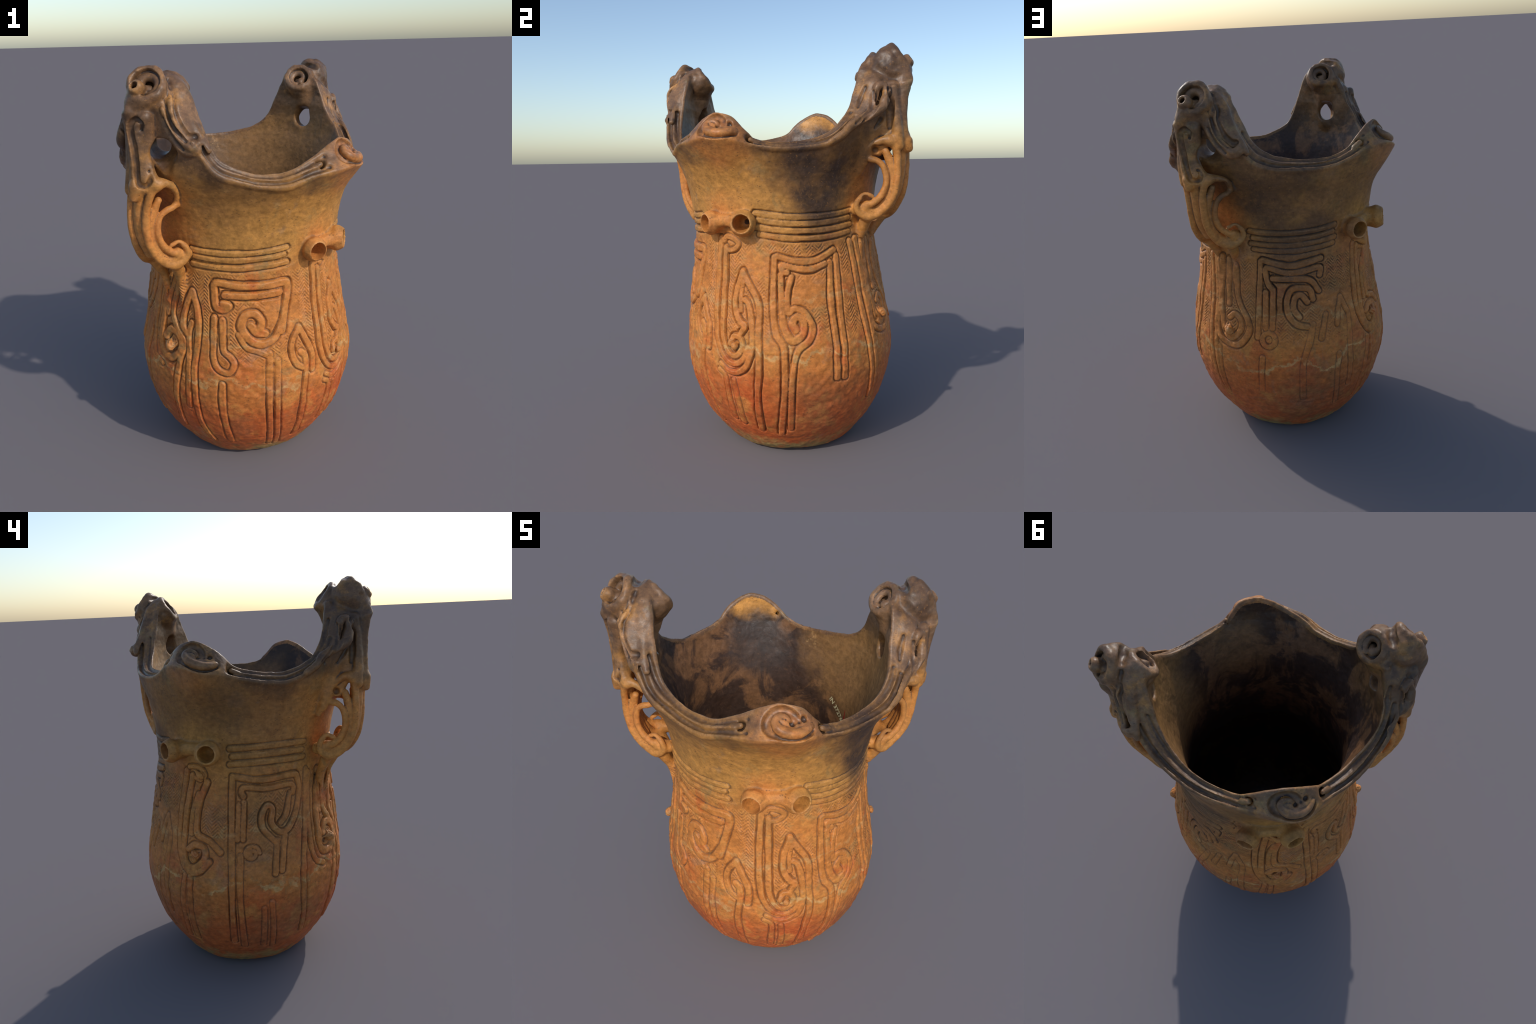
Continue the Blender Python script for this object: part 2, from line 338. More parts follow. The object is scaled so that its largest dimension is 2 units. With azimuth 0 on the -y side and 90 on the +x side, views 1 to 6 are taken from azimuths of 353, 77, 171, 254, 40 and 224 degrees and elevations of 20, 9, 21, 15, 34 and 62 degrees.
# ---- low spouts: sloping lip face with a carved spiral and a curl
def spout(az0):
    r0 = (RIM_R(az0) + LIP_R(az0)) * .5
    length = np.linalg.norm(rim_point(az0, 1.0) - rim_point(az0, 0.0))
    F = lambda x, y, h=0.0: rim_point(az0 + np.degrees(x / r0), .5 + y / length, h)     # face coordinates: x right, y downwards, h above it
    line = lambda pts, h: [F(x, y, h) for x, y in pts]
    add(line([(-.040, .050), (-.068, .036), (-.082, .010), (-.074, -.022), (-.046, -.042), (-.008, -.046), (.024, -.034), (.040, -.014)], -.003), [.011, .015, .018, .019, .019, .019, .016, .012], k=.005, cut=True)
    add(line([(-.056, .016), (-.054, -.008), (-.032, -.026), (.000, -.026), (.018, -.010)], -.004), .015, k=.005, cut=True)
    add(line([(-.034, .056), (.010, .060), (.056, .052), (.094, .024), (.094, -.004)], -.004), [.009, .011, .013, .014, .012], k=.005, cut=True)
    add([F(.066, -.028, .03), F(.064, -.024, -.008)], [.021, .013], k=.006, cut=True)
    curl = [(.088, .004), (.066, .024), (.030, .036), (-.014, .034), (-.042, .018), (-.050, -.006), (-.034, -.024), (-.008, -.024), (.006, -.008)]
    add([F(x, y, h) for (x, y), h in zip(curl, (-.014, -.010, -.008, -.006, -.004, -.006, -.010, -.014, -.020))], [.016, .019, .021, .021, .019, .016, .014, .012, .010], k=.004)
    add([F(.016, .000, .03), F(.014, .000, -.014)], [.013, .010], k=.004, cut=True)

# ---- nozzles: short open tubes standing in pairs on the belt
def nozzle(az, z, r, face_az, pitch, size):
    m = ring_point(az, r, z)
    f = np.array([sin(radians(face_az)) * cos(pitch), -cos(radians(face_az)) * cos(pitch), sin(pitch)])
    base = m - f * .048
    add([base, m - f * .03, m - f * .014], [size * .86, size * .90, size * .98], k=.02)
    th = np.linspace(0, 2 * pi, 13)
    u = np.cross(f, [0, 0, 1.0]); u /= np.linalg.norm(u); v = np.cross(u, f)
    add([m - f * .012 + size * .72 * (cos(a) * u + sin(a) * v) for a in th], size * .30, k=.006, smooth=False)
    add([m + f * .07, m - f * .02, m - f * .052], [size * .72, size * .64, size * .48], k=.006, cut=True)

NOZZLES = [(54.2, 1.179, .526, 66, .04, .060), (32.4, 1.172, .526, 22, .0, .058), (212.8, 1.216, .556, 200, .02, .058), (236.4, 1.218, .558, 247, .06, .060)]
HANDLES = [(317.5, 0.0, -.062, -.042, 1.08), (132.0, -.022, .005, .004, 1.28)]
SPOUTS = [48.5, 233.5]

for h in HANDLES: handle(*h)
for s in SPOUTS: spout(s)
# thick saddles that join the nozzles of a pair
for mid, z in ((43.3, 1.178), (224.6, 1.215)):
    add(wall_point(np.array([mid - 8.5, mid - 4, mid, mid + 4, mid + 8.5]), np.array([z, z + .006, z + .008, z + .006, z]), np.array([.010, .016, .016, .016, .010])), [.030, .030, .029, .030, .030], k=.02)
for n_ in NOZZLES: nozzle(*n_)
# rim: thin inner edge, flat slanting band with two pressed grooves, rounded outer lip
for a0, a1 in ((-21, 31), (64, 109), (153, 216), (249, 297)):
    taper = np.interp(np.linspace(0, 1, 14), [0, .12, .88, 1], [.5, 1, 1, .5])
    A = np.linspace(a0, a1, 14)
    add(rim_point(A, .90, -.010), .0135 * taper, k=.010)
    add(rim_point(A, .52, -.006), .0115 * taper, k=.008)
    B = np.linspace(a0 - 1, a1 + 2, 16)
    add(rim_point(B, .27, .004), .0125, k=.005, cut=True)
    add(rim_point(B, .72, .002), .0115, k=.005, cut=True)
for az, f in ((30.5, .45), (63.5, .45), (215.5, .45), (249, .45)):     # pits where the rim cords end at a spout
    p, q = rim_point(az, f, .03), rim_point(az, f, -.022)
    add([p, q], [.026, .020], k=.006, cut=True)
    add([rim_point(az - 3 if az in (30.5, 215.5) else az + 3, f, -.012), rim_point(az, f, -.010)], [.014, .012], k=.006)
# raised bosses on the belly
for az, z, r in ((310.5, .695, .024), (134.5, .70, .024), (46.5, .60, .016), (227, .70, .016), (228.5, 1.09, .02)):
    add([wall_point(az - 1.5, z + .012, -.006), wall_point(az + 1.0, z, .012), wall_point(az + 1.5, z - .016, .0)], [r * .8, r, r * .7], k=.012)
for az, z in ((309.0, .695), (132.6, .695)):                  # each with a finger hole beside it
    add([wall_point(az - 2.0, z - .012, .045), wall_point(az - 1.6, z - .012, -.004)], [.014, .012], k=.006, cut=True)

# ------------------------------------------------------------------ evaluate the field in blocks near the surface
LO = np.array([-.60, -.62, -.02]); N = np.ceil((np.array([.60, .60, 2.03]) - LO) / VOX).astype(int); BL = 20
N = (N // BL + 1) * BL
F = np.empty(N, np.float32)

def field(P, prims):
    d = wall_field(P)
    for s in prims:
        f = s.field(P)
        d = smax(d, -f, s.k) if s.cut else smin(d, f, s.k)
    return d

nb = N // BL
cen = np.stack(np.meshgrid(*[np.arange(n) for n in nb], indexing='ij'), -1).reshape(-1, 3)
ctr = LO + (cen * BL + (BL - 1) / 2) * VOX
half = BL / 2 * VOX
dw = wall_field(ctr)
off = np.stack(np.meshgrid(*[np.arange(BL)] * 3, indexing='ij'), -1).reshape(-1, 3) * VOX
for i in range(len(cen)):
    near = [s for s in clay if np.all(s.lo < ctr[i] + half) and np.all(s.hi > ctr[i] - half)]
    a = cen[i] * BL
    sl = tuple(slice(x, x + BL) for x in a)
    if not near and abs(dw[i]) > half * 1.75 * 1.35:
        F[sl] = dw[i]
        continue
    F[sl] = field(LO + a * VOX + off, near).reshape(BL, BL, BL)

# ------------------------------------------------------------------ skin it (surface nets)
def surface_nets(F):
    S = F < 0
    C = [S[x:S.shape[0] - 1 + x, y:S.shape[1] - 1 + y, z:S.shape[2] - 1 + z] for x in (0, 1) for y in (0, 1) for z in (0, 1)]
    allin, anyin = C[0].copy(), C[0].copy()
    for c in C[1:]: allin &= c; anyin |= c
    act = anyin & ~allin
    idx = np.argwhere(act)
    num = np.full(act.shape, -1, np.int32); num[act] = np.arange(len(idx))
    corners = np.array([(x, y, z) for x in (0, 1) for y in (0, 1) for z in (0, 1)])
    val = np.stack([F[idx[:, 0] + c[0], idx[:, 1] + c[1], idx[:, 2] + c[2]] for c in corners], 1)
    pos = np.zeros((len(idx), 3)); cnt = np.zeros(len(idx))
    for i in range(8):
        for j in range(i + 1, 8):
            if np.abs(corners[i] - corners[j]).sum() != 1: continue
            m = (val[:, i] < 0) != (val[:, j] < 0)
            t = np.where(m, val[:, i] / np.where(m, val[:, i] - val[:, j], 1), 0)
            pos += m[:, None] * (corners[i] + t[:, None] * (corners[j] - corners[i])); cnt += m
    V = LO + (idx + pos / cnt[:, None]) * VOX
    quads = []
    for ax in range(3):
        b, c = (ax + 1) % 3, (ax + 2) % 3
        s0 = [slice(None)] * 3; s1 = [slice(None)] * 3
        s0[ax] = slice(0, -1); s1[ax] = slice(1, None)
        A, B = S[tuple(s0)], S[tuple(s1)]
        e = np.argwhere(A != B)
        e = e[(e[:, b] > 0) & (e[:, c] > 0) & (e[:, b] < S.shape[b] - 1) & (e[:, c] < S.shape[c] - 1)]
        def cell(db, dc):
            q = e.copy(); q[:, b] += db; q[:, c] += dc
            return num[q[:, 0], q[:, 1], q[:, 2]]
        Q = np.stack([cell(-1, -1), cell(0, -1), cell(0, 0), cell(-1, 0)], 1)
        inside = A[e[:, 0], e[:, 1], e[:, 2]]
        Q[~inside] = Q[~inside][:, ::-1]
        quads.append(Q)
    return V, np.vstack(quads)

V, Q = surface_nets(F)
del F

def normals(V, Q):
    n = np.cross(V[Q[:, 2]] - V[Q[:, 0]], V[Q[:, 3]] - V[Q[:, 1]])
    out = np.zeros_like(V)
    for i in range(4):
        for a in range(3): out[:, a] += np.bincount(Q[:, i], n[:, a], len(V))
    return out / np.maximum(np.linalg.norm(out, axis=1, keepdims=True), 1e-12)

for _ in range(2):                       # relax the skin a touch
    acc = np.zeros_like(V); cnt = np.zeros(len(V))
    for i in range(4):
        for j in (1, 3):
            for a in range(3): acc[:, a] += np.bincount(Q[:, i], V[Q[:, (i + j) % 4], a], len(V))
            cnt += np.bincount(Q[:, i], minlength=len(V))
    V = V + .45 * (acc / np.maximum(cnt, 1)[:, None] - V)
NV = normals(V, Q)

# ------------------------------------------------------------------ cords and lines on the belly and belt
# control points (azimuth in degrees, height); w = half width of the cord, a = how crisp it still is
CORDS = []
LAY = np.array([(0, .5), (30, .55), (36, -1.7), (50, -1.5), (62, -1.1), (71, -.8), (85, 0), (105, .2), (118, .7), (124, .9), (127, -.3), (150, -.3), (200, 0), (214, -.8), (232, -.7),
                (250, -.3), (275, .1), (300, .3), (320, .1), (337, .45), (360, .5)])
def cord(name, pts, w=.0145, a=1.0):
    p = np.array(pts, float)              # allow for the oval plan and the lean of the neck
    front, back = np.maximum(0, np.cos(np.radians(p[:, 0]))), np.maximum(0, -np.cos(np.radians(p[:, 0])))
    dz = -(.004 + .014 * sstep(.70, .35, p[:, 1])) * np.minimum(front * 1.4, 1) - .0045 * back
    CORDS.append((name, np.column_stack([p[:, 0] + np.interp(p[:, 0] % 360, LAY[:, 0], LAY[:, 1]), p[:, 1] + dz]), w * 1.10, a))

# belt between front spout and handle, front right, back, left
def belt(a0, a1, zs, sag, w=.0125, a=1.0):
    for i, z in enumerate(zs):
        A = np.linspace(a0 + (1.5 if i % 2 else 0), a1 - (1.5 if i % 2 else 0), 7)
        s = np.linspace(-1, 1, 7)
        cord('belt_cord', [(x, z + sag * (q * q)) for x, q in zip(A, s)], w, a)
belt(324, 377, (1.189, 1.157, 1.119), .014)
belt(61, 117, (1.203, 1.172, 1.138, 1.104), .022)
belt(150, 203, (1.234, 1.200, 1.170, 1.140), .012, .0115)
belt(247, 294, (1.230, 1.190, 1.152), -.004, .0125, .8)

# front panel
cord('frame', [(341, .95), (344.3, .94), (341, .92), (337.2, .94), (336.4, 1.0), (337, 1.045), (345, 1.04), (352, 1.033), (366, 1.03), (375, 1.035), (377, 1.02), (376, .95), (373.5, .86), (372, .80)], .0165)
cord('bar', [(342, .99), (357.5, .985), (372, .99)], .0165)
cord('spiral', [(373, .85), (368, .775), (362.7, .75), (357.3, .76), (352.8, .80), (350.6, .85), (352.8, .895), (357.9, .90), (361.2, .865), (360.5, .83)], .017)
cord('spiral', [(363, .80), (358.4, .81), (355.7, .845)], .016)
cord('spiral_tail', [(349.3, .80), (353.4, .735), (359.4, .712), (364, .69)], .012)
cord('hook', [(336.3, .88), (336, .74), (336.7, .665), (339.8, .62), (344.6, .612), (347, .655), (345, .69), (341.6, .72), (341, .79), (340.8, .87)], .0135)
cord('stem', [(340.9, .55), (340.4, .45), (340.8, .33), (342, .17)], .015, .6)
cord('stem', [(364.8, .70), (364, .56), (364.4, .38), (367, .12)], .0135, .7)
cord('stem', [(368.8, .66), (368.1, .51), (368.8, .33), (372, .11)], .0135, .7)
cord('leaf', [(21.9, .80), (17.4, .74), (16.6, .68), (18.8, .62), (22, .595)], .014)
cord('leaf', [(21.9, .80), (25, .74), (28.3, .66), (28, .57)], .014)
cord('leaf_heart', [(21.8, .675), (24, .65), (24, .59), (22.7, .47), (23.3, .29), (24, .16)], .014, .8)
cord('leaf', [(323, .99), (319, .90), (318, .82), (321, .78)], .0145)
cord('leaf', [(323.3, .99), (327, .89), (327.5, .78), (326.4, .62), (326.4, .5), (326.6, .32), (330, .16)], .0145, .85)
cord('leaf_heart', [(323.4, .84), (322, .77), (323.2, .61), (322, .4)], .013, .8)
cord('long_cord', [(307.5, 1.06), (303, .90), (302, .77), (302, .69), (305, .64), (312.5, .635), (318, .70), (316, .76), (309.5, .775), (306, .73)], .0165)
cord('long_cord', [(316.4, 1.09), (312, .96), (310, .86), (314.5, .79), (319.5, .73), (317.5, .63), (315.8, .55), (313.6, .41), (313, .24)], .0145)
cord('long_cord', [(312, 1.06), (307, .93), (305.5, .85)], .014)
cord('long_cord', [(298.5, 1.06), (295.5, .9), (294.5, .75), (297, .62), (304, .58)], .013, .8)
# under the front spout
cord('fall', [(37.6, 1.10), (36.4, .94), (36.4, .75), (37.6, .62), (42, .545), (48.1, .52), (53.2, .55), (55.6, .60)], .0135)
cord('fall', [(41.2, 1.06), (41, .92), (41, .78), (41, .66), (43.5, .585), (48.2, .556), (52.4, .59), (52.2, .635), (48.2, .648), (46, .61)], .0135)
cord('fall', [(39.7, .51), (44.4, .482), (49.7, .482), (54.8, .52), (57.6, .60), (57.7, .73), (56, .80), (54, .82)], .0135)
cord('leaf', [(52.4, .95), (49, .86), (48.7, .78), (51.4, .72), (54.2, .70), (52, .665)], .014)
cord('leaf', [(52.4, .95), (56.4, .89), (60.5, .83), (62, .76), (61, .66), (61, .5), (59.6, .38), (58.5, .17)], .0145, .9)
cord('leaf_heart', [(53.0, .91), (51.7, .84), (52, .77)], .010, .7)
cord('stem', [(38.7, .48), (42.4, .45), (42.6, .36), (42.5, .22)], .013, .7)
cord('stem', [(47, .44), (48, .34), (48, .2)], .013, .5)
cord('loop', [(41, 1.045), (46.5, 1.052), (49.8, 1.08), (46, 1.105), (41.5, 1.11), (40, 1.09)], .0115)
cord('loop', [(224, 1.085), (229, 1.07), (232, 1.09), (230, 1.125), (225, 1.135), (221.5, 1.13)], .0115)
# right panel
cord('frame', [(70.2, 1.02), (69, .84), (69.6, .68), (72.8, .62), (73.6, .53), (73, .37), (70.6, .15)], .0145, .9)
cord('spiral', [(73.1, .94), (73.3, .80), (73.8, .70), (77.3, .64), (82.1, .665), (83.4, .72), (80.6, .75), (78, .72), (79.6, .69)], .0145)
cord('spiral', [(78.6, .93), (76.4, .86), (76.2, .77), (79.4, .785), (84.4, .765), (87.6, .70), (85.4, .64), (80.1, .60), (77.7, .53), (76.5, .41), (76, .18)], .0135, .9)
cord('bar', [(71.5, 1.025), (80.4, 1.003), (91.3, 1.0), (104, 1.045)], .014)
cord('bar', [(76.5, .95), (74.2, .955), (73.8, .985), (81.1, .968), (89.5, .962), (97.5, .985)], .014)
cord('stem', [(100.7, .99), (99.3, .83), (99.2, .69), (99.1, .45)], .0135, .9)
cord('stem', [(105, 1.02), (103.9, .79), (103.5, .65), (103.4, .45)], .0135, .9)
cord('long_cord', [(115.6, 1.08), (117.7, .91), (118.4, .73), (120.6, .54), (123.8, .30)], .0135)
cord('long_cord', [(120.2, 1.09), (122.4, .91), (122.9, .76), (124, .58), (128.3, .30)], .0135)
cord('long_cord', [(128, 1.09), (127.4, .92), (127.8, .82), (129.5, .75), (131, .695), (136, .66), (142, .71), (142.4, .765), (138.2, .795), (134.5, .77)], .0145)
cord('long_cord', [(133, 1.08), (133, .94), (133.6, .84)], .0145)
cord('long_cord', [(138.8, 1.10), (139, .93), (141.8, .85), (147, .77), (147.6, .71), (141.4, .635), (133, .63), (126.5, .67), (125, .76), (126.2, .86), (124.3, 1.08)], .0145)
# back panel
cord('frame', [(155.3, 1.09), (154.2, .94), (153, .69)], .0125, .9)
cord('frame', [(156.6, 1.095), (167.3, 1.07), (176.4, 1.063), (192.5, 1.085)], .0145)
cord('frame', [(162, .945), (159.2, .98), (158.6, 1.055), (169.8, 1.03), (180.8, 1.03), (191.4, 1.04), (191, 1.0)], .0145)
cord('bar', [(162.3, 1.0), (175.9, .995), (185, .98), (189.6, .92)], .0145)
cord('hook', [(157.8, .93), (157.5, .74)], .0125, .9)
cord('hook', [(162.4, .94), (161.4, .74)], .0125, .9)
cord('ring', [(159.2 + 3.6 * cos(a), .68 + .036 * sin(a)) for a in np.linspace(0, 2 * pi, 12)], .012, .7)
cord('spiral', [(185.7, .88), (184.4, .93), (180.1, .945), (173.3, .94), (170.2, .88), (171.2, .81), (175.2, .76), (181.2, .74)], .0145, .9)
cord('spiral', [(182.3, .87), (178.5, .91), (174.9, .895), (173.8, .84), (176.8, .795)], .0145, .9)
cord('fall', [(219.2, 1.11), (216.8, .94), (216.2, .78), (218.8, .68), (224, .61), (231, .615), (236.2, .67)], .0135, .9)
cord('fall', [(223.5, 1.09), (220.8, .93), (220, .80), (220, .73), (222, .655), (227.4, .63), (233.4, .68), (233, .735), (227.4, .745), (223.6, .72)], .0145, .9)
cord('fall', [(233.5, 1.06), (229.4, .97), (228, .88), (228.6, .80), (236, .77), (242, .72)], .014, .9)
cord('fall', [(228.3, 1.0), (225, .91), (224.4, .80)], .0125, .9)
cord('stem', [(184.4, .75), (182, .67), (177.3, .53), (177, .31)], .013, .45)
cord('stem', [(192.6, .79), (188.6, .67)], .013, .5)
cord('leaf', [(203.7, .86), (201, .80), (199.2, .72)], .012, .6)
cord('leaf', [(203.7, .86), (206.5, .80), (208.3, .74), (206.6, .58), (206, .34)], .013, .55)
cord('stem', [(155.5, .58), (153.8, .37)], .013, .4)
cord('stem', [(127.6, .59), (128, .46), (129, .30)], .012, .5)
cord('stem', [(198.5, .56), (197, .42), (199, .22)], .013, .4)
# left panel
cord('frame', [(248.6, 1.09), (248.5, .93), (248.4, .76), (248.4, .55), (247, .21)], .0135, .9)
cord('frame', [(250.5, 1.085), (265.5, 1.063), (285, 1.07), (289.2, 1.05), (290, .98), (286.2, .88), (280.5, .81), (275, .80), (270.6, .85), (271.6, .915), (268.5, .935), (265.4, .89), (265.5, .83), (269.6, .78), (273, .75)], .014, .9)
cord('bar', [(255.2, .99), (254, 1.01), (256, 1.032), (268.2, 1.02), (282, 1.025), (286, 1.01), (285.5, .98)], .0135, .9)
cord('spiral', [(283.2, .98), (279.6, .88), (275.8, .845)], .013, .9)
cord('hook', [(252.4, .95), (251.4, .78)], .0115, .9)
cord('hook', [(255.4, .96), (254.4, .78)], .0115, .9)
cord('ring', [(259 + (4.2 - .25 * i) * cos(a), .71 + (.040 - .0025 * i) * sin(a)) for i, a in enumerate(np.linspace(0, 3.2 * pi, 15))], .0105, .9)
cord('stem', [(253, .70), (252.3, .47), (253, .17)], .013, .6)
cord('stem', [(273.2, .76), (271.3, .60)], .013, .8)
cord('stem', [(278, .78), (274.9, .61)], .013, .8)
cord('stem', [(296.4, 1.08), (291.8, .80), (287.8, .53), (290, .23)], .013, .7)
cord('stem', [(264.7, .42), (265.1, .17)], .012, .5)
cord('stem', [(268.8, .45), (271.2, .15)], .012, .5)
cord('stem', [(225.4, .60), (224.3, .46), (222.4, .20)], .0125, .55)
cord('stem', [(221.6, .58), (219.6, .46), (216.4, .21)], .0125, .55)

rho, az = polar(V)
outside = (NV[:, 0] * np.sin(np.radians(az)) - NV[:, 1] * np.cos(np.radians(az)) + np.where(V[:, 2] < .2, -NV[:, 2], 0) > .25) & (V[:, 2] < 1.30)
surf = np.interp(V[:, 2], OUT_Z[1:, 0], OUT_Z[1:, 1])
outside &= (rho > surf - .025) & (rho < surf + .03)
oi = np.where(outside)[0]; OP = V[oi]
U = np.full(len(oi), 9.0); AM = np.ones(len(oi)); WD = np.full(len(oi), .0145)
nzw = ValueNoise(5)
for name, pts, w, a in CORDS:
    p = spline(pts, 5)
    L = wall_point(p[:, 0], p[:, 1])
    m = np.where(np.all((OP > L.min(0) - .04) & (OP < L.max(0) + .04), axis=1))[0]
    if not len(m): continue
    X = OP[m]; d = np.full(len(m), 9.0)
    for q0, q1 in zip(L[:-1], L[1:]):
        e = q1 - q0; LL = e @ e
        if LL < 1e-12: continue
        t = np.clip((X - q0) @ e / LL, 0, 1)
        d = np.minimum(d, np.linalg.norm(X - q0 - t[:, None] * e, axis=1))
    u = d / w
    u = u * (1 + .14 * nzw(X, 11.0) + .07 * nzw(X, 34.0))
    b = u < U[m]
    U[m[b]] = u[b]; AM[m[b]] = a; WD[m[b]] = w
nz1, nz2 = ValueNoise(1), ValueNoise(2)
wear = np.clip(.82 + .45 * nz1(OP, 8.0) + .25 * nz2(OP, 25.0), .25, 1.3)
prof = .0056 * np.sqrt(np.maximum(0, 1 - np.minimum(U / 1.05, 1) ** 4)) - .0125 * np.exp(-((U - 1.22) / .25) ** 2)
H = prof * AM * wear * (WD / .014)
# pale mended break that runs round the belly, and pitted clay
zc = .555 + .018 * np.sin(np.radians(az[oi]) * 5 + 1) + .012 * nz2(OP, 14.0)
H -= .0022 * np.exp(-((OP[:, 2] - zc) / .006) ** 2) * sstep(-.2, .4, nz1(OP, 6.0))
# herringbone strokes jabbed between the cords of the upper belly
tri_ = np.abs((np.radians(az[oi]) * .52 / .064 + .12 * nz2(OP, 8.0)) % 1 - .5) * 2 * .034
strokes = np.clip(np.sin((OP[:, 2] - tri_ + .006 * nz1(OP, 15.0)) * 2 * pi / .0175) * .5 + .5, 0, 1) ** 2
jab = sstep(1.6, 2.0, U) * sstep(.60, .72, OP[:, 2]) * sstep(1.10, 1.06, OP[:, 2]) * sstep(-.6, .05, nz2(OP, 7.0))
H -= .0046 * strokes * jab
belly = sstep(1.1, .9, OP[:, 2])
rough = sstep(.05, .5, nzw(OP, 4.5)) * sstep(.20, .35, OP[:, 2]) * sstep(.85, .70, OP[:, 2])
H += (.0022 * nz1(OP, 22.0) + .0012 * nz2(OP, 60.0)) * (.4 + .6 * belly) + .0030 * rough * nz2(OP, 44.0)
V[oi] += NV[oi] * H[:, None]
crownmass = sstep(1.78, 1.88, V[:, 2]); V += NV * (crownmass * (.0035 * nzw(V, 19.0) + .0025 * nz1(V, 45.0)))[:, None]
V += NV * (.0030 * nz2(V, 7.0) + .0012 * nz1(V, 30.0) + .0006 * nz2(V, 75.0))[:, None]
V[:, 2] = (V[:, 2] - V[:, 2].min()) * 2.0 / (V[:, 2].max() - V[:, 2].min())      # stands on the ground, 2 m tall
NV = normals(V, Q)

# ------------------------------------------------------------------ materials
def clay_material(name, inner=False):
    mat = bpy.data.materials.new(name); mat.use_nodes = True
    nt = mat.node_tree; nt.nodes.clear()
    N_, L_ = nt.nodes.new, nt.links.new
    out = N_('ShaderNodeOutputMaterial'); bsdf = N_('ShaderNodeBsdfPrincipled'); L_(bsdf.outputs[0], out.inputs[0])
    tc = N_('ShaderNodeTexCoord'); obj = tc.outputs['Object']
    def noise(scale, detail=4, rough=.55, vec=None, dist=0.0, col=False):
        n = N_('ShaderNodeTexNoise'); n.inputs['Scale'].default_value = scale; n.inputs['Detail'].default_value = detail
        n.inputs['Roughness'].default_value = rough; n.inputs['Distortion'].default_value = dist
        L_(vec or obj, n.inputs['Vector']); return n.outputs['Color' if col else 'Fac']
    def math(op, a, b=None, c=None, clamp=False):
        n = N_('ShaderNodeMath'); n.operation = op; n.use_clamp = clamp
        for i, x in enumerate((a, b, c)):
            if x is None: continue
            if isinstance(x, (int, float)): n.inputs[i].default_value = x
            else: L_(x, n.inputs[i])
        return n.outputs[0]
    def ramp(f, lo, hi, a=0.0, b=1.0):
        n = N_('ShaderNodeMapRange'); n.interpolation_type = 'SMOOTHSTEP'
        n.inputs['From Min'].default_value = lo; n.inputs['From Max'].default_value = hi
        n.inputs['To Min'].default_value = a; n.inputs['To Max'].default_value = b
        L_(f, n.inputs['Value']); return n.outputs['Result']
    def mix(fac, a, b, mode='MIX'):
        n = N_('ShaderNodeMix'); n.data_type = 'RGBA'; n.blend_type = mode
        ins = [s for s in n.inputs if s.enabled]
        fac_i, a_i, b_i = n.inputs[0], n.inputs[6], n.inputs[7]
        for s, x in ((fac_i, fac), (a_i, a), (b_i, b)):
            if isinstance(x, (int, float)): s.default_value = x
            elif isinstance(x, tuple): s.default_value = (*x, 1)
            else: L_(x, s)
        return n.outputs[2]
    # wobbling coordinates for ragged patch edges
    wob = N_('ShaderNodeVectorMath'); wob.operation = 'MULTIPLY_ADD'
    L_(noise(5.0, 5, .6, col=True), wob.inputs[0]); wob.inputs[1].default_value = (.22,) * 3
    sh = N_('ShaderNodeVectorMath'); sh.operation = 'ADD'; L_(obj, sh.inputs[0]); sh.inputs[1].default_value = (-.11, -.11, -.11)
    L_(sh.outputs[0], wob.inputs[2]); wv = wob.outputs[0]
    def patch(az, r, z, rad, soft=.35, stretch=(1, 1, 1)):
        c = (r * sin(radians(az)), -r * cos(radians(az)), z)
        s = N_('ShaderNodeVectorMath'); s.operation = 'SUBTRACT'; L_(wv, s.inputs[0]); s.inputs[1].default_value = c
        d = N_('ShaderNodeVectorMath'); d.operation = 'DIVIDE'; L_(s.outputs[0], d.inputs[0]); d.inputs[1].default_value = tuple(rad * x for x in stretch)
        l = N_('ShaderNodeVectorMath'); l.operation = 'LENGTH'; L_(d.outputs[0], l.inputs[0])
        return ramp(l.outputs['Value'], 1 + soft, 1 - soft)
    sep = N_('ShaderNodeSeparateXYZ'); L_(wv, sep.inputs[0]); zz = sep.outputs['Z']
    big, mid, fine = noise(2.6, 6, .62), noise(9, 6, .66), noise(42, 5, .7)
    blot = noise(14, 7, .72, dist=.5)
    streakv = N_('ShaderNodeVectorMath'); streakv.operation = 'MULTIPLY'; L_(obj, streakv.inputs[0]); streakv.inputs[1].default_value = (1, 1, 2.6)
    streak = noise(24, 5, .7, vec=streakv.outputs[0])

    if not inner:
        # firing colours: red foot, orange belly, ochre neck, brown rim and handles
        col = mix(ramp(zz, .28, .62), RED, ORANGE)
        col = mix(ramp(zz, .95, 1.24), col, OCHRE)
        col = mix(ramp(zz, 1.46, 1.68), col, BROWN)
        col = mix(math('MULTIPLY', math('MULTIPLY', ramp(noise(4.2, 6, .68, dist=.4), .52, .64), ramp(zz, 1.25, 1.0)), .50), col, REDDISH)
        for az_, z_, rad in ((350, .62, .10), (358, .24, .10), (60, .36, .10), (28, .38, .07), (340, .95, .06), (150, .50, .12), (178, .52, .10), (262, .46, .10), (212, .62, .08), (325, .32, .09)):
            col = mix(math('MULTIPLY', math('MULTIPLY', patch(az_, .545, z_, rad, .6), ramp(mid, .36, .56, .35, 1)), .6), col, REDDISH)
        col = mix(math('MULTIPLY', ramp(mid, .50, .66), .50), col, YELLOW)
        col = mix(math('MULTIPLY', ramp(blot, .50, .64), math('MULTIPLY', ramp(zz, 1.7, 1.3, .30, .34), 1.0)), col, UMBRA)
        col = mix(math('MULTIPLY', ramp(noise(5.5, 6, .68, dist=.8), .57, .68), .26), col, GREYFILM)
